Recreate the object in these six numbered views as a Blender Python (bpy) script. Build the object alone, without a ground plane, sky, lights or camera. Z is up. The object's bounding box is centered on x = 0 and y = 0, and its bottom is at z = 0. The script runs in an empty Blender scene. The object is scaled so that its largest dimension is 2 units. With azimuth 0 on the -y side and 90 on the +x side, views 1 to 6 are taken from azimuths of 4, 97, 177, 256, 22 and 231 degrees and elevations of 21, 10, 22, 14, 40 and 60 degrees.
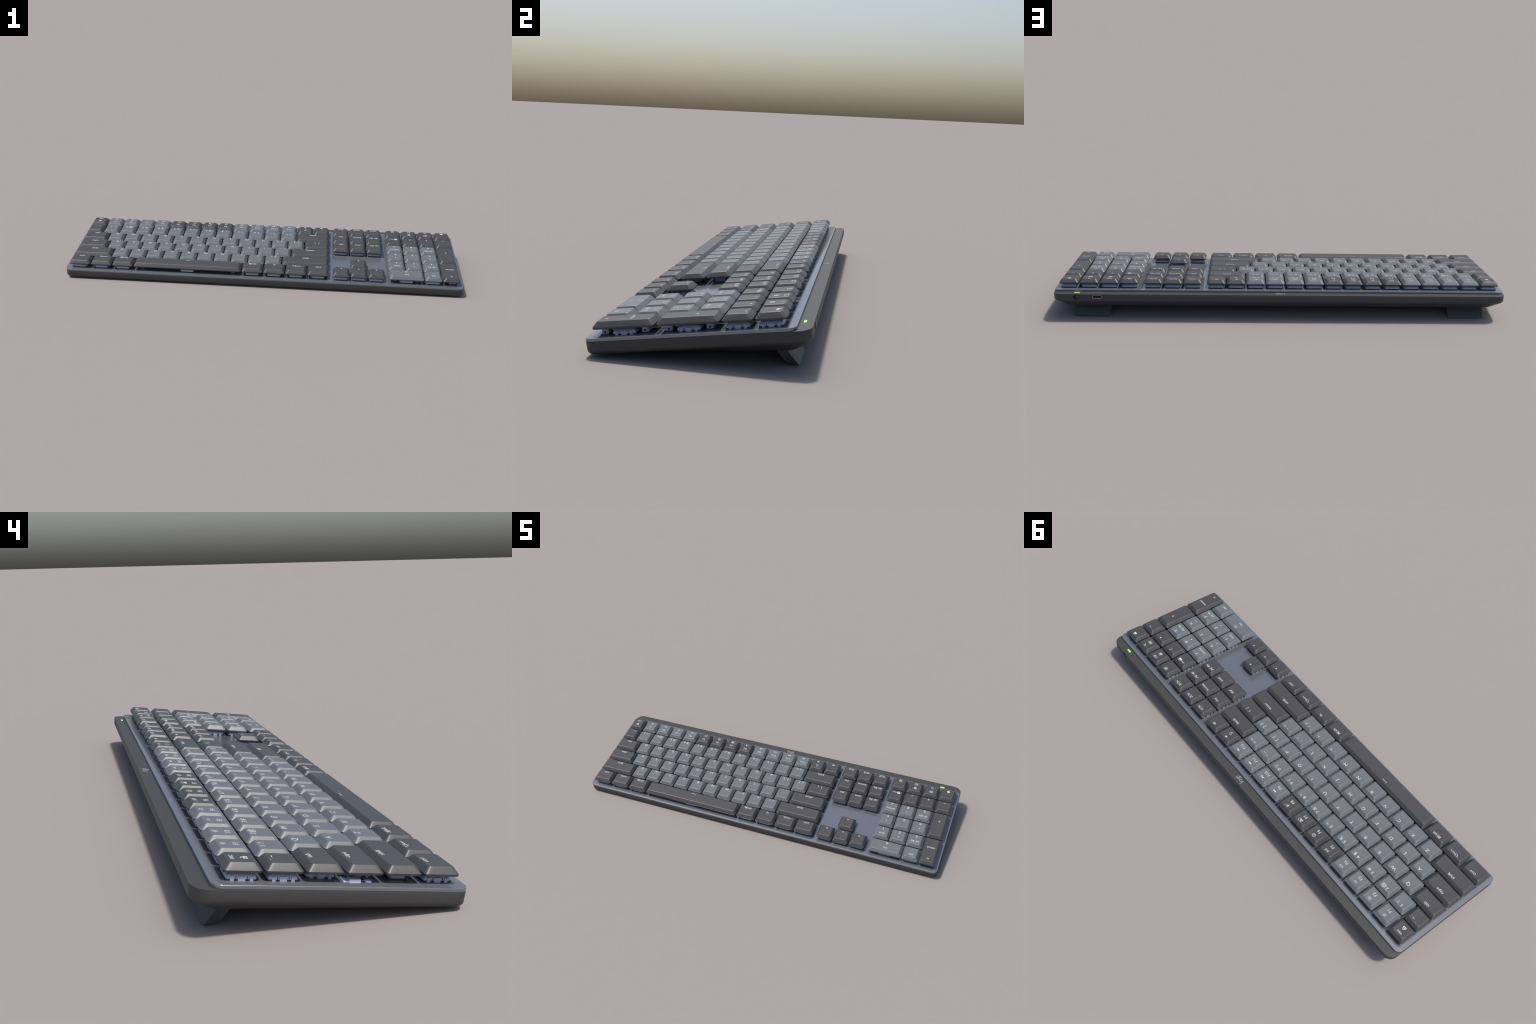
"""Full-size low-profile mechanical keyboard, standing on its two flip-out feet.

Local frame of the keyboard: x to the right, v from the front edge to the rear
edge, w up from the desk side.  The root Empty carries the 7.7 degree tilt.
"""
import bpy, bmesh, math, random
from mathutils import Matrix, Vector

random.seed(7)
TILT = math.radians(7.734)
U = 0.0880            # key pitch across
RV = 0.0878           # key pitch front to rear
ROW0 = -0.2318        # centre line of the front key row
GAP = 0.0050          # clearance between neighbouring keycaps
CAP_LOW, CAP_SKIRT, CAP_TOP = 0.1072, 0.1126, 0.1275
CAP_INSET = 0.0114    # how far the top face sits inside the skirt
PLATE_LOW, PLATE_TOP = 0.0793, 0.0878
BODY_X, BODY_FRONT, BODY_REAR = 1.0, -0.2938, 0.3133

scene = bpy.context.scene
coll = scene.collection

# ------------------------------------------------------------------ materials

def principled(name, color, rough=0.5, metallic=0.0, spec=0.5, var=0.04,
               scale=60.0, bump=0.0, bump_scale=900.0, rough_var=0.0):
    """Principled material whose colour wanders slightly with Object noise."""
    m = bpy.data.materials.new(name)
    m.use_nodes = True
    nt = m.node_tree
    b = nt.nodes['Principled BSDF']
    b.inputs['Roughness'].default_value = rough
    b.inputs['Metallic'].default_value = metallic
    b.inputs['Specular IOR Level'].default_value = spec
    tc = nt.nodes.new('ShaderNodeTexCoord')
    no = nt.nodes.new('ShaderNodeTexNoise')
    no.inputs['Scale'].default_value = scale
    no.inputs['Detail'].default_value = 3.0
    nt.links.new(tc.outputs['Object'], no.inputs['Vector'])
    ramp = nt.nodes.new('ShaderNodeValToRGB')
    lo = [c * (1 - var) for c in color]
    hi = [c * (1 + var) for c in color]
    ramp.color_ramp.elements[0].position = 0.3
    ramp.color_ramp.elements[1].position = 0.7
    ramp.color_ramp.elements[0].color = (*lo, 1)
    ramp.color_ramp.elements[1].color = (*hi, 1)
    nt.links.new(no.outputs['Fac'], ramp.inputs['Fac'])
    nt.links.new(ramp.outputs['Color'], b.inputs['Base Color'])
    if rough_var:
        mr = nt.nodes.new('ShaderNodeMapRange')
        mr.inputs['To Min'].default_value = rough - rough_var
        mr.inputs['To Max'].default_value = rough + rough_var
        nt.links.new(no.outputs['Fac'], mr.inputs['Value'])
        nt.links.new(mr.outputs['Result'], b.inputs['Roughness'])
    if bump:
        fine = nt.nodes.new('ShaderNodeTexNoise')
        fine.inputs['Scale'].default_value = bump_scale
        nt.links.new(tc.outputs['Object'], fine.inputs['Vector'])
        bp = nt.nodes.new('ShaderNodeBump')
        bp.inputs['Strength'].default_value = bump
        bp.inputs['Distance'].default_value = 0.0005
        nt.links.new(fine.outputs['Fac'], bp.inputs['Height'])
        nt.links.new(bp.outputs['Normal'], b.inputs['Normal'])
    return m

M_LIGHT = principled('light_key_plastic', (0.116, 0.126, 0.141), 0.42, bump=0.05)
M_DARK = principled('dark_key_plastic', (0.052, 0.051, 0.054), 0.42, bump=0.05)
M_SHELL = principled('shell_plastic', (0.046, 0.0455, 0.0455), 0.50, spec=0.42, bump=0.06)
M_PLATE = principled('anodised_aluminium', (0.222, 0.236, 0.268), 0.18, metallic=0.57, var=0.01)
M_BOARD = principled('board_black', (0.012, 0.012, 0.014), 0.35)
M_LIP = principled('switch_black', (0.016, 0.016, 0.018), 0.4)
M_MILK = principled('switch_milky', (0.36, 0.40, 0.52), 0.28, spec=0.6)
M_STAB = principled('stabilizer_grey', (0.33, 0.38, 0.50), 0.35)
M_CLIP = principled('clip_white', (0.62, 0.68, 0.86), 0.4)
M_WIRE = principled('wire_steel', (0.55, 0.53, 0.50), 0.3, metallic=1.0)
M_INK = principled('legend_ink', (0.50, 0.50, 0.50), 0.5, var=0.02)
M_LOGO = principled('logo_ink', (0.24, 0.24, 0.27), 0.4, var=0.02)
M_FOOT = principled('foot_plastic', (0.050, 0.054, 0.058), 0.5, bump=0.05)
M_RUBBER = principled('rubber', (0.02, 0.02, 0.02), 0.8)
M_RING = principled('port_steel', (0.60, 0.55, 0.52), 0.40, metallic=0.5)
M_PORT = principled('port_black', (0.008, 0.007, 0.007), 0.45)

M_LED = bpy.data.materials.new('green_light')
M_LED.use_nodes = True
_nt = M_LED.node_tree
_b = _nt.nodes['Principled BSDF']
_b.inputs['Base Color'].default_value = (0.2, 0.5, 0.08, 1)
_g = _nt.nodes.new('ShaderNodeTexNoise')
_g.inputs['Scale'].default_value = 30
_r = _nt.nodes.new('ShaderNodeValToRGB')
_r.color_ramp.elements[0].color = (0.34, 0.90, 0.13, 1)
_r.color_ramp.elements[1].color = (0.40, 1.00, 0.17, 1)
_nt.links.new(_g.outputs['Fac'], _r.inputs['Fac'])
_nt.links.new(_r.outputs['Color'], _b.inputs['Emission Color'])
_b.inputs['Emission Strength'].default_value = 0.85

# ------------------------------------------------------------------ mesh tools

root = bpy.data.objects.new('mechanical_keyboard', None)
root.rotation_euler = (TILT, 0, 0)
root['label'] = 'full-size low-profile mechanical keyboard in two greys on an aluminium plate'
root['category'] = 'keyboard'
coll.objects.link(root)


def finish(me, angle=30.0):
    me.validate()
    for p in me.polygons:
        p.use_smooth = True
    me.set_sharp_from_angle(angle=math.radians(angle))
    me.update()
    return me


def bm_to_mesh(bm, name, angle=30.0, fix=True):
    if fix:
        bmesh.ops.recalc_face_normals(bm, faces=bm.faces)
    me = bpy.data.meshes.new(name)
    bm.to_mesh(me)
    bm.free()
    return finish(me, angle)


def add_object(name, me, parent=None, loc=(0, 0, 0), mats=()):
    ob = bpy.data.objects.new(name, me)
    coll.objects.link(ob)
    ob.parent = parent or root
    ob.location = loc
    if mats and not me.materials:
        for m in mats:
            me.materials.append(m)
    return ob


def rounded_ring(x0, x1, y0, y1, radii, n=6):
    """Counter-clockwise rounded rectangle; radii: front-left, front-right,
    rear-right, rear-left."""
    pts = []
    fl, fr, rr, rl = radii
    for cx, cy, r, a0 in ((x0 + fl, y0 + fl, fl, 180), (x1 - fr, y0 + fr, fr, 270),
                          (x1 - rr, y1 - rr, rr, 0), (x0 + rl, y1 - rl, rl, 90)):
        for i in range(n + 1):
            a = math.radians(a0 + 90.0 * i / n)
            pts.append((cx + r * math.cos(a), cy + r * math.sin(a)))
    return pts


def loft(bm, rings, cap_start=True, cap_end=True, mat=0):
    """rings: lists of (x, y, z) of equal length."""
    vs = [[bm.verts.new(p) for p in r] for r in rings]
    n = len(rings[0])
    for a, b in zip(vs, vs[1:]):
        for i in range(n):
            f = bm.faces.new((a[i], a[(i + 1) % n], b[(i + 1) % n], b[i]))
            f.material_index = mat
    if cap_start:
        bm.faces.new(list(reversed(vs[0]))).material_index = mat
    if cap_end:
        bm.faces.new(vs[-1]).material_index = mat
    return vs


def box(bm, x0, x1, y0, y1, z0, z1, mat=0, taper=0.0, r=0.0, n=3):
    """Box with an optionally narrower top and rounded upright edges."""
    r = max(r, 1e-4)
    t = taper
    a = rounded_ring(x0, x1, y0, y1, (r,) * 4, n)
    b = rounded_ring(x0 + t, x1 - t, y0 + t, y1 - t, (r,) * 4, n)
    loft(bm, [[(x, y, z0) for x, y in a], [(x, y, z1) for x, y in b]], mat=mat)

# ------------------------------------------------------------------ base shell

def belly(v):
    """Height of the underside: the case is a wedge that deepens to the rear."""
    return 0.0135 + (0.264 - v) * 0.050

def shell_ring(inset, w, r_front, r_rear, n=10):
    pts = rounded_ring(-BODY_X + inset, BODY_X - inset, BODY_FRONT + inset * 0.8, BODY_REAR - inset,
                       (r_front, r_front, r_rear, r_rear), n)
    return [(x, v, w) for x, v in pts]

bm = bmesh.new()
rings = []
under = rounded_ring(-0.940, 0.940, -0.252, 0.256, (0.018, 0.018, 0.028, 0.028), 10)
rings.append([(x, v, belly(v)) for x, v in under])
under = rounded_ring(-0.948, 0.948, -0.258, 0.2645, (0.02, 0.02, 0.032, 0.032), 10)
rings.append([(x, v, belly(v) + 0.0012) for x, v in under])
under = rounded_ring(-0.956, 0.956, -0.262, 0.273, (0.02, 0.02, 0.034, 0.034), 10)
rings.append([(x, v, belly(v) + (0.0447 - belly(v)) * 0.17) for x, v in under])
rings.append(shell_ring(0.0088, 0.0437, 0.020, 0.036))
rings.append(shell_ring(0.0052, 0.0462, 0.022, 0.038))
rings.append(shell_ring(0.0020, 0.0500, 0.024, 0.039))
rings.append(shell_ring(0.0010, 0.0545, 0.025, 0.040))
rings.append(shell_ring(0.0, PLATE_LOW - 0.0014, 0.025, 0.040))
rings.append(shell_ring(0.0005, PLATE_LOW - 0.0003, 0.025, 0.040))
rings.append(shell_ring(0.0024, PLATE_LOW, 0.025, 0.039))
inner = rounded_ring(-0.984, 0.984, -0.280, 0.262, (0.012,) * 4, 10)
rings.append([(x, v, PLATE_LOW) for x, v in inner])
rings.append([(x, v, 0.064) for x, v in inner])
loft(bm, rings)
shell_me = bm_to_mesh(bm, 'base_shell', 28)
shell = add_object('base_shell', shell_me, mats=[M_SHELL])

# openings in the rear wall: charging port and power slider
USB_X, USB_W = 0.808, 0.0660
POW_X, POW_W = 0.8957, 0.0653

def stadium(cx, cz, half, r, n=8):
    pts = []
    for i in range(n + 1):
        a = -math.pi / 2 + math.pi * i / n
        pts.append((cx + half + r * math.cos(a), cz + r * math.sin(a)))
    for i in range(n + 1):
        a = math.pi / 2 + math.pi * i / n
        pts.append((cx - half + r * math.cos(a), cz + r * math.sin(a)))
    return pts

cut = bmesh.new()
loft(cut, [[(x, v, z) for x, z in stadium(USB_X, USB_W, 0.0132, 0.0077)] for v in (0.29, 0.3165)])
loft(cut, [[(x, v, z) for x, z in stadium(POW_X, POW_W, 0.0035, 0.0104)] for v in (0.30, 0.3165)])
cut_ob = add_object('cutter', bm_to_mesh(cut, 'cutter'))
md = shell.modifiers.new('openings', 'BOOLEAN')
md.operation = 'DIFFERENCE'
md.solver = 'EXACT'
md.object = cut_ob
dg = bpy.context.evaluated_depsgraph_get()
new_me = bpy.data.meshes.new_from_object(shell.evaluated_get(dg))
shell.modifiers.clear()
shell.data = finish(new_me, 28)
new_me.name = 'base_shell'
if not new_me.materials:
    new_me.materials.append(M_SHELL)
bpy.data.objects.remove(cut_ob)

# steel collar and tongue of the charging port
bm = bmesh.new()
prof = [(0.0132, 0.0076, 0.3106), (0.0132, 0.0075, 0.3112), (0.0132, 0.0064, 0.3112),
        (0.0132, 0.0060, 0.3112), (0.0132, 0.0059, 0.2935)]
loft(bm, [[(x, v, z) for x, z in stadium(USB_X, USB_W, h, r)] for h, r, v in
          [(0.0132, 0.0076, 0.2915)] + prof], cap_start=True, cap_end=True)
port = add_object('charging_port', bm_to_mesh(bm, 'charging_port', 40), mats=[M_RING])
bm = bmesh.new()
box(bm, USB_X - 0.0115, USB_X + 0.0115, 0.2955, 0.3085, USB_W - 0.0014, USB_W + 0.0014)
add_object('port_tongue', bm_to_mesh(bm, 'port_tongue'), port, mats=[M_PORT])
bm = bmesh.new()
loft(bm, [[(x, v, z) for x, z in stadium(USB_X, USB_W, 0.0131, 0.0058)] for v in (0.2945, 0.2955)])
add_object('port_well', bm_to_mesh(bm, 'port_well'), port, mats=[M_PORT])

# sliding power switch in its dark slot
bm = bmesh.new()
loft(bm, [[(x, v, z) for x, z in stadium(POW_X, POW_W, h, r)] for h, r, v in
          ((0.0034, 0.0102, 0.3010), (0.0034, 0.0102, 0.3025))])
slot = add_object('power_slot', bm_to_mesh(bm, 'power_slot'), mats=[M_PORT])
bm = bmesh.new()
kx = POW_X - 0.0036
loft(bm, [[(x, v, z) for x, z in stadium(kx, POW_W - 0.0002, 1e-4, r)] for r, v in
          ((0.0090, 0.3015), (0.0090, 0.3095), (0.0084, 0.3105), (0.0070, 0.3108))])
add_object('power_slider', bm_to_mesh(bm, 'power_slider', 35), mats=[M_SHELL])

# status light: a green pill let into the rear strip
bm = bmesh.new()
loft(bm, [[(x, v + 0.288, w) for x, v in stadium(0.8975, 0.0, h, r)] for h, r, w in
          ((0.0085, 0.0038, PLATE_LOW - 0.002), (0.0085, 0.0038, PLATE_LOW + 0.0004),
           (0.0085, 0.0033, PLATE_LOW + 0.0008))])
add_object('status_light', bm_to_mesh(bm, 'status_light'), mats=[M_LED])

# flip-out feet and front pads
for sx in (-1, 1):
    bm = bmesh.new()
    side = [(0.2645, -0.0359), (0.2380, -0.0324), (0.2330, -0.0300), (0.2300, -0.0262),
            (0.1965, 0.0220), (0.2250, 0.0220)]
    fx = (0.7565, 0.9160)
    rings = []
    for x, k in ((fx[0], 0.006), (fx[0] + 0.0015, 0.002), (fx[0] + 0.005, 0), (fx[1] - 0.005, 0),
                 (fx[1] - 0.0015, 0.002), (fx[1], 0.006)):
        # end sections pull the toe up a little: rounded toe corners
        rings.append([(sx * x, v - (k * 0.69 if w < -0.02 else 0), w + (k if w < -0.02 else 0)) for v, w in side])
    loft(bm, rings)
    foot = add_object('flip_foot', bm_to_mesh(bm, 'flip_foot', 35), mats=[M_FOOT])
    bm = bmesh.new()
    box(bm, sx * 0.80 - 0.09, sx * 0.80 + 0.09, -0.262, -0.236, 0.0357, 0.0455, r=0.010, n=5)
    add_object('rubber_pad', bm_to_mesh(bm, 'rubber_pad'), mats=[M_RUBBER])

# ------------------------------------------------------------------ legends

class Ink:
    """Collects flat printed shapes (2D, key-centred) as thin prisms."""
    def __init__(self):
        self.v, self.f, self.k = [], [], 0

    def poly(self, pts):
        z = 0.00022 + 0.00002 * (self.k % 8)
        self.k += 1
        area = sum(a[0] * b[1] - b[0] * a[1] for a, b in zip(pts, pts[1:] + pts[:1]))
        if area < 0:
            pts = pts[::-1]
        b = len(self.v)
        n = len(pts)
        self.v += [(x, y, z) for x, y in pts] + [(x, y, -0.0004) for x, y in pts]
        self.f.append(tuple(range(b, b + n)))
        for i in range(n):
            j = (i + 1) % n
            self.f.append((b + j, b + i, b + n + i, b + n + j))

    def rect(self, cx, cy, w, h):
        self.poly([(cx - w / 2, cy - h / 2), (cx + w / 2, cy - h / 2), (cx + w / 2, cy + h / 2), (cx - w / 2, cy + h / 2)])

    def line(self, p, q, t):
        d = Vector(q) - Vector(p)
        if d.length < 1e-9:
            return
        n = Vector((-d.y, d.x)).normalized() * t / 2
        p, q = Vector(p), Vector(q)
        self.poly([tuple(p - n), tuple(q - n), tuple(q + n), tuple(p + n)])

    def path(self, pts, t, closed=False):
        seq = pts + pts[:1] if closed else pts
        for a, b in zip(seq, seq[1:]):
            self.line(a, b, t)

    def disk(self, cx, cy, r, n=14):
        self.poly([(cx + r * math.cos(2 * math.pi * i / n), cy + r * math.sin(2 * math.pi * i / n)) for i in range(n)])

    def arc(self, cx, cy, r, t, a0=0, a1=360, n=16):
        pts = [(math.radians(a0 + (a1 - a0) * i / n)) for i in range(n + 1)]
        for a, b in zip(pts, pts[1:]):
            self.poly([(cx + (r - t / 2) * math.cos(a), cy + (r - t / 2) * math.sin(a)),
                       (cx + (r + t / 2) * math.cos(a), cy + (r + t / 2) * math.sin(a)),
                       (cx + (r + t / 2) * math.cos(b), cy + (r + t / 2) * math.sin(b)),
                       (cx + (r - t / 2) * math.cos(b), cy + (r - t / 2) * math.sin(b))])

    def text(self, s, cx, cy, size, sx=1.08, bold=0.0):
        vs, fs, (x0, x1) = glyphs(s, size, bold)
        b = len(self.v)
        mx = (x0 + x1) / 2
        self.v += [((x - mx) * sx + cx, y + cy, z + 0.0001) for x, y, z in vs]
        self.f += [tuple(i + b for i in f) for f in fs]

    def mesh(self, name, surf=None):
        me = bpy.data.meshes.new(name)
        vs = [(x, y, z + (surf(x, y) if surf else 0)) for x, y, z in self.v]
        me.from_pydata(vs, [], self.f)
        me.validate()
        me.update()
        return me


_glyph_cache = {}

def glyphs(s, size, bold=0.0):
    """Text from the built-in font; y = 0 is mid cap-height (x-height for words)."""
    key = (s, size, bold)
    if key in _glyph_cache:
        return _glyph_cache[key]
    cu = bpy.data.curves.new('t', 'FONT')
    cu.body = s
    cu.size = size
    cu.resolution_u = 3
    cu.extrude = 0.0002
    cu.offset = bold
    ob = bpy.data.objects.new('t', cu)
    coll.objects.link(ob)
    dg = bpy.context.evaluated_depsgraph_get()
    me = bpy.data.meshes.new_from_object(ob.evaluated_get(dg))
    word = any(c.islower() for c in s)
    mid = size * (0.26 if word else 0.345)
    vs = [(v.co.x, v.co.y - mid, v.co.z) for v in me.vertices]
    fs = [tuple(p.vertices) for p in me.polygons]
    xs = [v[0] for v in vs] or [0]
    bpy.data.objects.remove(ob)
    bpy.data.curves.remove(cu)
    bpy.data.meshes.remove(me)
    _glyph_cache[key] = (vs, fs, (min(xs), max(xs)))
    return _glyph_cache[key]

LET, DIG, WORD, SMALL = 0.0215, 0.0205, 0.0180, 0.0135
HI, LO = 0.0192, -0.0112      # legend lines above and below the key centre
ST = 0.0014                   # stroke of the pictograms

# --- pictograms; every one is drawn around (x, y)
def lock(k, x, y, mark=False):
    k.rect(x, y - 0.0028, 0.0145, 0.0098) if not mark else None
    if mark:
        for cx, cy, w, h in ((x, y + 0.0005, 0.0145, 0.0032), (x, y - 0.0066, 0.0145, 0.0022),
                             (x - 0.0056, y - 0.0033, 0.0034, 0.0044), (x + 0.0056, y - 0.0033, 0.0034, 0.0044),
                             (x, y - 0.0031, 0.0016, 0.0044)):
            k.rect(cx, cy, w, h)
    k.arc(x, y + 0.0032, 0.0040, 0.0018, 0, 180, 8)

def sun(k, x, y, big):
    r = 0.0034
    k.arc(x, y, r, 0.0015, n=12)
    a, b = (0.0050, 0.0068) if not big else (0.0054, 0.0088)
    for i in range(8):
        t = math.pi * i / 4
        k.line((x + a * math.cos(t), y + a * math.sin(t)), (x + b * math.cos(t), y + b * math.sin(t)), 0.0014)

def glow(k, x, y, big):
    s = 1.2 if big else 0.95
    k.line((x - 0.0070 * s, y - 0.004), (x + 0.0070 * s, y - 0.004), 0.0015)
    k.line((x - 0.0070 * s, y - 0.004), (x - 0.0070 * s, y - 0.0015), 0.0015)
    k.line((x + 0.0070 * s, y - 0.004), (x + 0.0070 * s, y - 0.0015), 0.0015)
    for t in (30, 60, 90, 120, 150):
        c, sn = math.cos(math.radians(t)), math.sin(math.radians(t))
        a, b = 0.0050 * s, (0.0088 if big else 0.0070) * s
        k.line((x + a * c, y - 0.003 + a * sn * 0.9), (x + b * c, y - 0.003 + b * sn * 0.9), 0.0014)

def voice(k, x, y):
    k.arc(x - 0.003, y + 0.0025, 0.0030, ST, n=12)
    k.arc(x - 0.003, y - 0.0075, 0.0060, ST, 20, 160, 8)
    k.arc(x - 0.001, y + 0.0020, 0.0070, 0.0014, -35, 40, 6)
    k.arc(x - 0.001, y + 0.0020, 0.0100, 0.0014, -35, 40, 6)

def smile(k, x, y):
    k.arc(x, y, 0.0074, ST, n=20)
    k.disk(x - 0.0026, y + 0.0020, 0.0012, 8)
    k.disk(x + 0.0026, y + 0.0020, 0.0012, 8)
    k.arc(x, y - 0.0004, 0.0038, ST, 200, 340, 8)

def snip(k, x, y):
    x += 0.001
    for i in range(3):
        k.rect(x - 0.0065 + i * 0.0065, y + 0.0072, 0.0040, 0.0016)
    for i in range(2):
        k.rect(x + 0.0088, y + 0.0035 - i * 0.0065, 0.0016, 0.0040)
    k.rect(x - 0.0088, y + 0.0045, 0.0016, 0.0040)
    k.rect(x + 0.0060, y - 0.0066, 0.0050, 0.0016)
    k.arc(x - 0.0035, y - 0.0022, 0.0036, 0.0034, n=14)
    k.rect(x - 0.0085, y - 0.0045, 0.0022, 0.0070)
    k.rect(x + 0.0014, y - 0.0045, 0.0022, 0.0070)

def mic_off(k, x, y):
    k.rect(x - 0.0025, y + 0.002, 0.0046, 0.0085)
    k.arc(x - 0.0025, y, 0.0048, 0.0015, 180, 360, 8)
    k.rect(x - 0.0025, y - 0.0062, 0.0016, 0.0030)
    k.line((x + 0.0045, y + 0.002), (x + 0.0078, y + 0.0053), 0.0012)
    k.line((x + 0.0045, y + 0.0053), (x + 0.0078, y + 0.002), 0.0012)

def tri(k, x, y, s, d):
    a = {'r': 0, 'u': 90, 'l': 180, 'd': 270}[d]
    k.poly([(x + s * math.cos(math.radians(a + t)), y + s * math.sin(math.radians(a + t))) for t in (0, 125, 235)])

def prev(k, x, y):
    tri(k, x - 0.0042, y, 0.0056, 'l'); tri(k, x + 0.0042, y, 0.0056, 'l')

def play(k, x, y):
    tri(k, x - 0.0040, y, 0.0058, 'r'); k.rect(x + 0.0032, y, 0.0020, 0.0090); k.rect(x + 0.0070, y, 0.0020, 0.0090)

def nxt(k, x, y):
    tri(k, x - 0.0042, y, 0.0056, 'r'); tri(k, x + 0.0042, y, 0.0056, 'r')

def speaker(k, x, y, kind):
    x -= 0.0035
    k.poly([(x - 0.0050, y - 0.0022), (x - 0.0020, y - 0.0022), (x + 0.0028, y - 0.0062), (x + 0.0028, y + 0.0062),
            (x - 0.0020, y + 0.0022), (x - 0.0050, y + 0.0022)])
    if kind == 0:
        k.line((x + 0.006, y - 0.0018), (x + 0.0096, y + 0.0018), 0.0013)
        k.line((x + 0.006, y + 0.0018), (x + 0.0096, y - 0.0018), 0.0013)
    if kind >= 1:
        k.arc(x + 0.001, y, 0.0048, 0.0014, -40, 40, 6)
    if kind >= 2:
        k.arc(x + 0.001, y, 0.0080, 0.0014, -40, 40, 6)

def bulb(k, x, y):
    k.arc(x, y + 0.002, 0.0052, ST, -60, 240, 14)
    k.rect(x, y - 0.0062, 0.0050, 0.0044)

def channel(k, digit):
    k.text(digit, -0.0135, HI, 0.0185)
    y = HI
    k.path([(-0.0070, y - 0.0038), (-0.0070, y + 0.0052), (0.0085, y + 0.0052)], ST)
    k.line((-0.0085, y - 0.0046), (0.0030, y - 0.0046), ST)
    k.arc(0.0075, y - 0.0010, 0.0040, ST, n=12)
    k.line((0.0110, y + 0.0012), (0.0140, y + 0.0036), ST)
    k.line((0.0118, y - 0.0030), (0.0150, y - 0.0010), ST)

def calc(k, x, y):
    w, h = 0.0130, 0.0136
    k.path([(x - w / 2, y - h / 2), (x + w / 2, y - h / 2), (x + w / 2, y + h / 2), (x - w / 2, y + h / 2)], ST, True)
    k.rect(x, y + 0.0034, 0.0090, 0.0026)
    for j in (-0.0006, -0.0038):
        for i in (-0.0032, 0, 0.0032):
            k.rect(x + i, y + j, 0.0018, 0.0018)

def window(k, x, y):
    w, h = 0.0160, 0.0110
    k.path([(x - w / 2, y - h / 2), (x + w / 2, y - h / 2), (x + w / 2, y + h / 2), (x - w / 2, y + h / 2)], ST, True)
    k.arc(x + 0.0030, y - 0.0010, 0.0026, 0.0013, n=10)
    k.rect(x + 0.0030, y - 0.0010, 0.0014, 0.0014)

def glass(k, x, y):
    k.arc(x - 0.001, y + 0.0015, 0.0046, ST, n=14)
    k.line((x + 0.0024, y - 0.0018), (x + 0.0062, y - 0.0056), 0.0020)

def keypad(k, x, y):
    w, h = 0.0165, 0.0120
    k.path([(x - w / 2, y - h / 2), (x + w / 2, y - h / 2), (x + w / 2, y + h / 2), (x - w / 2, y + h / 2)], ST, True)
    for j in (0.0030, 0, -0.0030):
        for i in (-0.0048, -0.0016, 0.0016, 0.0048):
            k.rect(x + i, y + j, 0.0022, 0.0019)

def option_sign(k, x, y):
    k.path([(x - 0.006, y + 0.0045), (x - 0.002, y + 0.0045), (x + 0.003, y - 0.0045), (x + 0.006, y - 0.0045)], 0.0019)
    k.line((x + 0.0016, y + 0.0045), (x + 0.006, y + 0.0045), 0.0019)

def loop_sign(k, x, y):
    r = 0.0018
    for i in (-1, 1):
        for j in (-1, 1):
            k.arc(x + i * 0.0040, y + j * 0.0040, r, 0.0016, n=10)
    k.path([(x - 0.0022, y - 0.0022), (x + 0.0022, y - 0.0022), (x + 0.0022, y + 0.0022), (x - 0.0022, y + 0.0022)], 0.0016, True)
    for i in (-1, 1):
        k.line((x + i * 0.0022, y - 0.0042), (x + i * 0.0022, y + 0.0042), 0.0015)
        k.line((x - 0.0042, y + i * 0.0022), (x + 0.0042, y + i * 0.0022), 0.0015)

def pair(a, b):
    def draw(k):
        for s, x in ((a, -0.0098), (b, 0.0098)):
            if s in '-_':
                k.rect(x, HI - (0.0 if s == '-' else 0.004), 0.007 if s == '-' else 0.0125, 0.0018)
            elif s in '.,':
                k.text(s, x, HI + 0.001, DIG)
            else:
                k.text(s, x, HI, DIG)
    return draw

def word(s, y=HI, size=WORD):
    return lambda k: k.text(s, 0, y, size, sx=1.12)

def letter(s):
    return lambda k: k.text(s, 0, HI, LET)

def function_key(name, icon, *a):
    def draw(k):
        icon(k, 0, 0.0175, *a)
        k.text(name, 0, LO + 0.0005, 0.0190, sx=1.0)
    return draw

def pad(d, sub):
    def draw(k):
        k.text(d, 0, HI, LET)
        if sub and sub in 'udlr':
            tri(k, 0, LO, 0.0044, sub)
        elif sub:
            k.text(sub, 0, LO, WORD, bold=0.0)
    return draw

def combo(sign, text, size):
    def draw(k):
        sign(k, -0.0150, HI)
        k.rect(-0.0055, HI - 0.0005, 0.0011, 0.0165)
        k.text(text, 0.0082, HI, size, bold=0.0)
    return draw

def esc(k):
    k.text('esc', 0, 0.0185, WORD, bold=0.0)
    lock(k, 0, -0.0085, True)

def clear(k):
    k.text('clear', -0.0090, HI, SMALL * 0.86)
    k.rect(0.0040, HI, 0.0010, 0.0150)
    lock(k, 0.0130, HI)

def bulb_down(k):
    speaker(k, 0, HI, 1); bulb(k, 0, -0.0085)

def window_lock(k):
    window(k, 0, HI); lock(k, 0, -0.0085, True)

def search_pad(k):
    glass(k, 0, HI); keypad(k, 0, -0.0100)

def pad_enter(k):
    k.text('enter', 0, 0.0170, WORD, bold=0.0)
    k.rect(0, -0.0525, 0.011, 0.0018); k.rect(0, -0.0570, 0.011, 0.0018)

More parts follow.
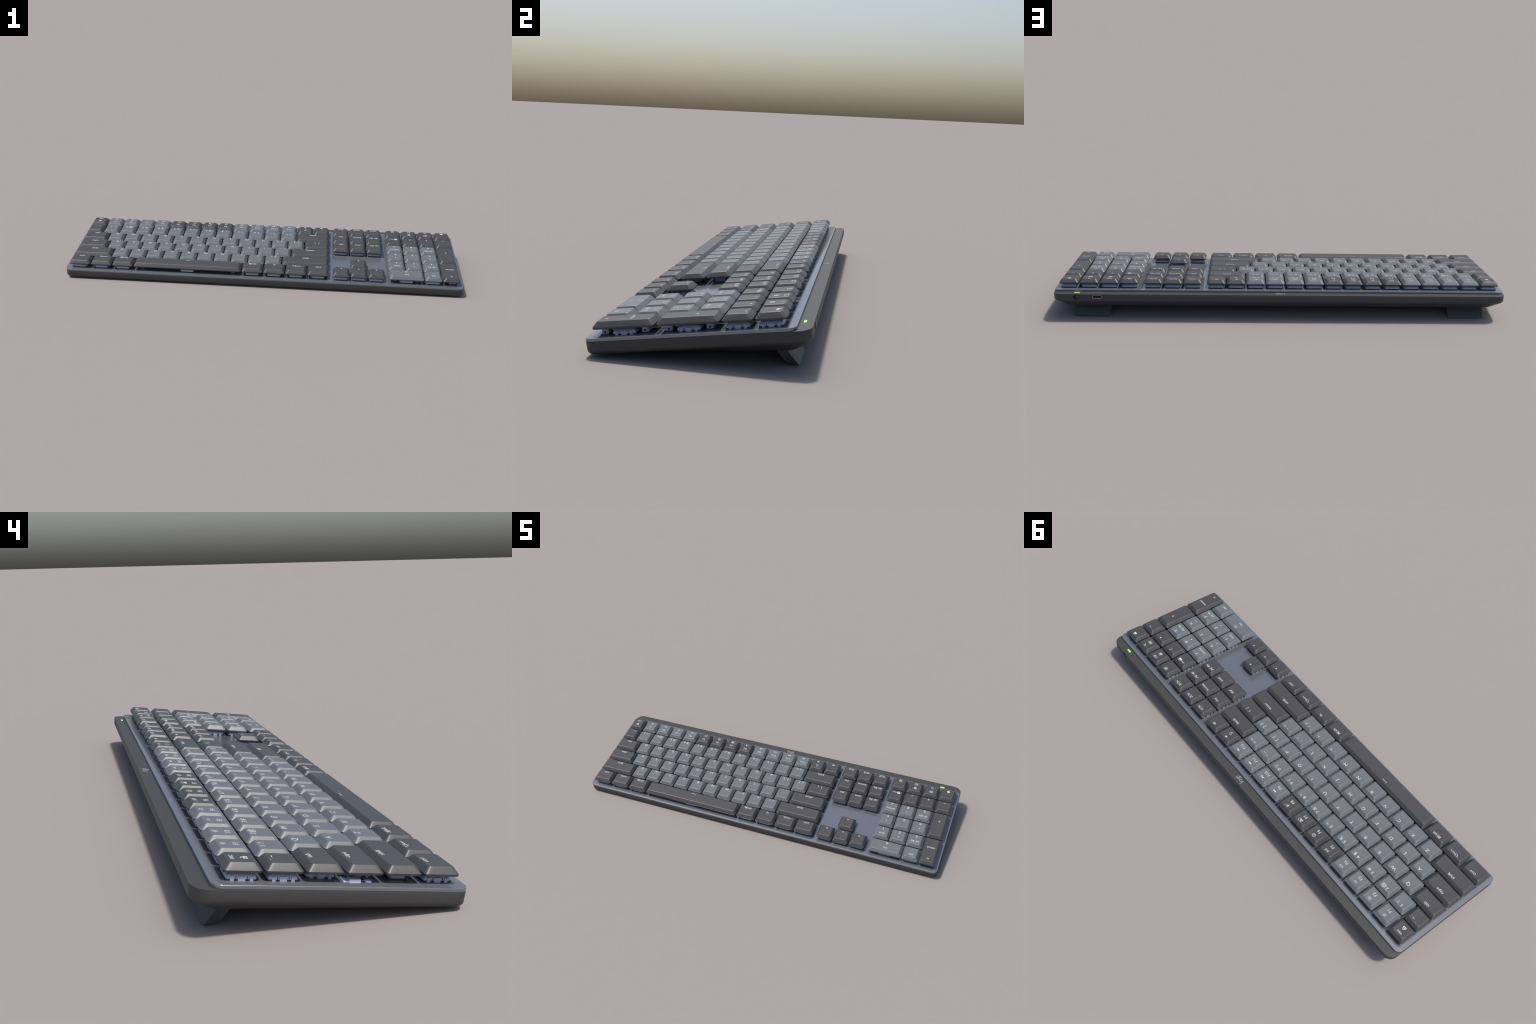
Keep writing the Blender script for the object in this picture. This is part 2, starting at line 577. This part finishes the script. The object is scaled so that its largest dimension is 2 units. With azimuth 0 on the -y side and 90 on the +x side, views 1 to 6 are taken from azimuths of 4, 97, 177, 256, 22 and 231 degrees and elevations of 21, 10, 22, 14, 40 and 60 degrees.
def minus(k): k.rect(0, HI, 0.0130, 0.0019)
def plus(k): k.rect(0, 0.0205, 0.0120, 0.0019); k.rect(0, 0.0205, 0.0019, 0.0120)
def star(k):
    for t in (90, 162, 234, 306, 18):
        k.line((0, HI), (0.0048 * math.cos(math.radians(t)), HI + 0.0048 * math.sin(math.radians(t))), 0.0019)
def slash(k): k.line((-0.0035, HI - 0.008), (0.0035, HI + 0.008), 0.0018)
def bar(k): k.rect(0, 0.0195, 0.0255, 0.0019)
def dot_del(k): k.disk(0, HI - 0.003, 0.0014, 8); k.text('del', 0, LO, WORD, bold=0.0)
def arrow(d): return lambda k: tri(k, 0, HI, 0.0050, d)
def icon_only(f, *a): return lambda k: f(k, 0, HI, *a)

# ------------------------------------------------------------------ key layout
# every entry: width in units, 'L' light or 'D' dark, legend
L, D = M_LIGHT, M_DARK
ROWS = [
    # front row first
    [(1.25, D, word('ctrl')), (1.25, D, combo(option_sign, 'start', SMALL)), (1.25, D, combo(loop_sign, 'alt', WORD)),
     (6.25, D, bar), (1.25, D, combo(loop_sign, 'alt', WORD)), (1.25, D, word('fn')),
     (1.25, D, combo(option_sign, 'start', SMALL)), (1.25, D, word('ctrl'))],
    [(2.25, D, word('shift'))] + [(1, L, letter(c)) for c in 'ZXCVBNM'] +
    [(1, L, pair(',', '<')), (1, L, pair('.', '>')), (1, L, pair('/', '?')), (2.75, D, word('shift'))],
    [(1.75, D, word('caps'))] + [(1, L, letter(c)) for c in 'ASDFGHJKL'] +
    [(1, L, pair(';', ':')), (1, L, pair("'", '"')), (2.25, D, word('enter'))],
    [(1.5, D, word('tab'))] + [(1, L, letter(c)) for c in 'QWERTYUIOP'] +
    [(1, L, pair('[', '{')), (1, L, pair(']', '}')), (1.5, D, pair('\\', '|'))],
    [(1, D, pair('`', '~'))] + [(1, L, pair(a, b)) for a, b in zip('1234567890', '!@#$%^&*()')] +
    [(1, L, pair('-', '_')), (1, L, pair('=', '+')), (2, D, word('back'))],
    [(1, D, esc), (1, L, function_key('F1', sun, False)), (1, L, function_key('F2', sun, True)),
     (1, L, function_key('F3', glow, False)), (1, L, function_key('F4', glow, True)),
     (1, D, function_key('F5', voice)), (1, D, function_key('F6', smile)), (1, D, function_key('F7', snip)),
     (1, D, function_key('F8', mic_off)), (1, L, function_key('F9', prev)), (1, L, function_key('F10', play)),
     (1, L, function_key('F11', nxt)), (1, L, function_key('F12', speaker, 0)), (1, D, bulb_down),
     (1, D, icon_only(speaker, 2))],
]
X_MAIN = -0.9847
X_NAV = 0.4842 - 1.5 * U
X_PAD = 0.7646 + 0.0003 - 1.5 * U

keys = []     # x centre, v centre, width u, height u, material, legend
for r, row in enumerate(ROWS):
    x = X_MAIN
    total = sum(k[0] for k in row)
    for w, m, leg in row:
        keys.append((x + w * U / 2, ROW0 + r * RV, w, 1, m, leg))
        x += w * U
for c, r, leg in ((0, 0, arrow('l')), (1, 0, arrow('d')), (2, 0, arrow('r')), (1, 1, arrow('u')),
                  (0, 3, word('del')), (1, 3, word('end')), (2, 3, word('pg dn')),
                  (0, 4, word('ins')), (1, 4, word('home')), (2, 4, word('pg up')),
                  (0, 5, lambda k: channel(k, '1')), (1, 5, lambda k: channel(k, '2')), (2, 5, lambda k: channel(k, '3'))):
    keys.append((X_NAV + (c + 0.5) * U, ROW0 + r * RV, 1, 1, D, leg))
for c, r, w, h, m, leg in (
        (0, 0, 2, 1, L, pad('0', 'ins')), (2, 0, 1, 1, L, dot_del), (3, 0, 1, 2, D, pad_enter),
        (0, 1, 1, 1, L, pad('1', 'end')), (1, 1, 1, 1, L, pad('2', 'd')), (2, 1, 1, 1, L, pad('3', 'pg dn')),
        (0, 2, 1, 1, L, pad('4', 'l')), (1, 2, 1, 1, L, pad('5', '')), (2, 2, 1, 1, L, pad('6', 'r')),
        (3, 2, 1, 2, D, plus),
        (0, 3, 1, 1, L, pad('7', 'home')), (1, 3, 1, 1, L, pad('8', 'u')), (2, 3, 1, 1, L, pad('9', 'pg up')),
        (0, 4, 1, 1, D, clear), (1, 4, 1, 1, D, slash), (2, 4, 1, 1, D, star), (3, 4, 1, 1, D, minus),
        (0, 5, 1, 1, D, icon_only(calc)), (1, 5, 1, 1, D, window_lock), (2, 5, 1, 1, D, search_pad),
        (3, 5, 1, 1, D, icon_only(lock))):
    keys.append((X_PAD + (c + w / 2) * U, ROW0 + (r + (h - 1) / 2) * RV, w, h, m, leg))

# ------------------------------------------------------------------ keycaps

def dish(w, h):
    """Hollow of the top face: a shallow trough across the key."""
    hx = (w * U - GAP) / 2 - CAP_INSET
    hy = (h * RV - GAP) / 2 - CAP_INSET
    depth = 0.0 if w > 4 else 0.0013
    p = 2.0 if w < 1.2 else 2.0 + 2.5 * (w - 1)
    def f(x, y):
        a = min(abs(x) / hx, 1.0)
        b = min(abs(y) / hy, 1.0)
        return -depth * (1 - a ** p) * (1 - 0.35 * b ** (2 if h == 1 else 5))
    return f

_cap_cache = {}

def keycap_mesh(w, h):
    if (w, h) in _cap_cache:
        return _cap_cache[(w, h)]
    hx, hy = (w * U - GAP) / 2, (h * RV - GAP) / 2
    d = dish(w, h)
    bm = bmesh.new()
    N = 7
    def ring(inset, z, r, follow=False):
        # straight sides get extra stations so the trough reads on them
        base = rounded_ring(-hx + inset, hx - inset, -hy + inset, hy - inset, (max(r, 3e-4),) * 4, N)
        pts = []
        for i, p in enumerate(base):
            pts.append(p)
            if (i + 1) % (N + 1) == 0:
                q = base[(i + 1) % len(base)]
                for s in range(1, 8):
                    t = s / 8
                    pts.append((p[0] + (q[0] - p[0]) * t, p[1] + (q[1] - p[1]) * t))
        return [(x, y, z + (d(x, y) * follow if follow else 0)) for x, y in pts]
    I = CAP_INSET
    rings = [
        ring(0.0040, CAP_TOP - 0.0110, 0.004), ring(0.0045, CAP_LOW + 0.0002, 0.005),
        ring(0.0016, CAP_LOW, 0.0066), ring(0.0010, CAP_LOW + 0.0004, 0.0071), ring(0.0008, CAP_LOW + 0.0010, 0.0074),
        ring(0.0, CAP_SKIRT, 0.0078),
        ring(I - 0.0010, CAP_TOP - 0.0014, 0.0074, 0.85), ring(I - 0.0005, CAP_TOP - 0.0009, 0.0072, 0.9),
        ring(I + 0.0002, CAP_TOP - 0.0004, 0.0068, 0.95), ring(I + 0.0012, CAP_TOP, 0.0062, 1.0)]
    top_h = hy - I if hy < hx else hx - I
    for q in (0.18, 0.34, 0.52, 0.70, 0.86):
        rings.append(ring(I + 0.0012 + (top_h - 0.0014) * q, CAP_TOP, 0.0060 * (1 - q) + 0.0004, 1.0))
    loft(bm, rings)
    me = bm_to_mesh(bm, 'keycap', 26)
    me.materials.append(M_DARK)
    _cap_cache[(w, h)] = me
    return me

# ------------------------------------------------------------------ switches

def switch_mesh():
    """Low-profile switch: black seat, milky housing with snap tabs, stem."""
    bm = bmesh.new()
    a = 0.0335
    z0, z1, z2 = PLATE_TOP - 0.004, 0.0912, 0.1040
    box(bm, -a, a, -a, a, z0, z1, mat=0, r=0.002)
    # milky housing with bevelled shoulders
    b = 0.0325
    rs = []
    for ins, z in ((0, z1 - 0.0008), (0.0008, z1 + 0.0050), (0.0030, z1 + 0.0085), (0.0085, z2)):
        rs.append([(x, y, z) for x, y in rounded_ring(-b + ins, b - ins, -b + ins, b - ins, (0.005,) * 4, 4)])
    loft(bm, rs, mat=1)
    # snap tabs folded over the seat on the left and right
    for sx in (-1, 1):
        for y0, y1 in ((-0.0245, -0.0170), (-0.0080, 0.0075), (0.0160, 0.0240)):
            x0, x1 = sorted((sx * 0.0300, sx * 0.0341))
            box(bm, x0, x1, y0, y1, PLATE_TOP - 0.002, z1 + 0.0066, mat=1, r=0.0006, n=2)
        for y in (-0.0125, 0.0118):
            x0, x1 = sorted((sx * 0.0300, sx * 0.0329))
            box(bm, x0, x1, y - 0.0006, y + 0.0006, z1, z1 + 0.0060, mat=0)
    box(bm, -0.014, 0.014, -0.012, 0.012, z2 - 0.001, CAP_TOP - 0.0105, mat=1, r=0.003)
    me = bm_to_mesh(bm, 'switch', 35)
    me.materials.append(M_LIP)
    me.materials.append(M_MILK)
    return me


def stabilizer_mesh():
    """Guide block beside the switch of a long key, with its square socket."""
    bm = bmesh.new()
    zb = PLATE_TOP - 0.004
    box(bm, -0.020, 0.020, -0.0125, 0.0125, zb, 0.0905, mat=0, r=0.0015)
    box(bm, -0.0165, 0.0165, -0.0100, 0.0100, 0.0895, 0.1030, mat=1, taper=0.0008, r=0.0015)
    for sx in (-1, 1):
        x0, x1 = sorted((sx * 0.0150, sx * 0.0185))
        box(bm, x0, x1, -0.0045, 0.0045, 0.0890, 0.1035, mat=1)
        x0, x1 = sorted((sx * 0.0180, sx * 0.0188))
        box(bm, x0, x1, -0.0026, 0.0026, 0.0925, 0.0985, mat=0)
    box(bm, -0.005, 0.005, -0.004, 0.004, 0.100, CAP_TOP - 0.0105, mat=0)
    me = bm_to_mesh(bm, 'stabilizer', 35)
    me.materials.append(M_LIP)
    me.materials.append(M_STAB)
    return me

SWITCH = switch_mesh()
STAB = stabilizer_mesh()
for x, v, w, h, mat, leg in keys:
    cap = add_object('keycap', keycap_mesh(w, h), loc=(x, v, 0))
    cap.material_slots[0].link = 'OBJECT'
    cap.material_slots[0].material = mat
    ink = Ink()
    leg(ink)
    if ink.v:
        d = dish(w, h)
        me = ink.mesh('legend', lambda px, py: d(px, py) + CAP_TOP + 0.0001)
        add_object('legend', me, cap, mats=[M_INK])
    add_object('switch', SWITCH, loc=(x, v, 0))
    if w >= 2 or h >= 2:
        off = 0.232 if w > 4 else 0.0555
        for s in (-1, 1):
            st = add_object('stabilizer', STAB, loc=(x + (s * off if w >= 2 else 0.006), v + (s * off if h >= 2 else 0), 0))
            if w >= 2:
                st.rotation_euler = (0, 0, math.pi / 2)

# the caps key carries its stabilizer to the side: white clip, wire and keeper
bm = bmesh.new()
box(bm, -0.974, -0.950, -0.052, -0.025, 0.0880, 0.0945, taper=0.001, r=0.002)
box(bm, -0.972, -0.945, -0.026, -0.013, 0.0878, 0.0905, r=0.001)
box(bm, -0.972, -0.956, -0.077, -0.063, 0.0878, 0.0908, taper=0.001, r=0.002)
clip = add_object('stabilizer_clip', bm_to_mesh(bm, 'stabilizer_clip', 35), mats=[M_CLIP])
cu = bpy.data.curves.new('wire', 'CURVE')
cu.dimensions = '3D'
cu.bevel_depth = 0.0008
sp = cu.splines.new('POLY')
path = [(-0.970, -0.048, 0.0895), (-0.968, -0.058, 0.0905), (-0.967, -0.068, 0.0918)]
sp.points.add(len(path) - 1)
for p, q in zip(sp.points, path):
    p.co = (*q, 1)
tmp = bpy.data.objects.new('wire', cu)
coll.objects.link(tmp)
wire_me = bpy.data.meshes.new_from_object(tmp.evaluated_get(bpy.context.evaluated_depsgraph_get()))
bpy.data.objects.remove(tmp)
add_object('stabilizer_wire', wire_me, clip, mats=[M_WIRE])

# ------------------------------------------------------------------ top plate

cu = bpy.data.curves.new('plate', 'CURVE')
cu.dimensions = '2D'
cu.fill_mode = 'BOTH'
EDGE = 0.0009
cu.extrude = (PLATE_TOP - PLATE_LOW) / 2 - EDGE
cu.bevel_depth = EDGE
cu.bevel_resolution = 2
cu.offset = -EDGE

def spline(pts):
    s = cu.splines.new('POLY')
    s.points.add(len(pts) - 1)
    for p, (x, y) in zip(s.points, pts):
        p.co = (x, y, 0, 1)
    s.use_cyclic_u = True

spline(rounded_ring(-0.9992, 0.9992, BODY_FRONT + 0.0002, 0.2738, (0.024, 0.024, 0.024, 0.024), 12))
tmp = bpy.data.objects.new('plate', cu)
coll.objects.link(tmp)
plate_me = bpy.data.meshes.new_from_object(tmp.evaluated_get(bpy.context.evaluated_depsgraph_get()))
bpy.data.objects.remove(tmp)
bm = bmesh.new()
bm.from_mesh(plate_me)
bmesh.ops.remove_doubles(bm, verts=bm.verts, dist=1e-6)
bmesh.ops.translate(bm, verts=bm.verts, vec=(0, 0, (PLATE_LOW + PLATE_TOP) / 2 + 0.0001))
plate = add_object('top_plate', bm_to_mesh(bm, 'top_plate', 25))
plate.data.materials.clear()
plate.data.materials.append(M_PLATE)

# board under the plate
bm = bmesh.new()
box(bm, -0.982, 0.982, -0.278, 0.260, 0.0640, 0.0690, r=0.010)
add_object('circuit_board', bm_to_mesh(bm, 'circuit_board'), mats=[M_BOARD])

# word mark on the rear strip
ink = Ink()
ink.text('logi', 0, 0, 0.0290, sx=1.05, bold=0.0002)
add_object('brand_lettering', ink.mesh('brand_lettering'), loc=(0.0068, 0.2925, PLATE_LOW + 0.0002), mats=[M_LOGO])
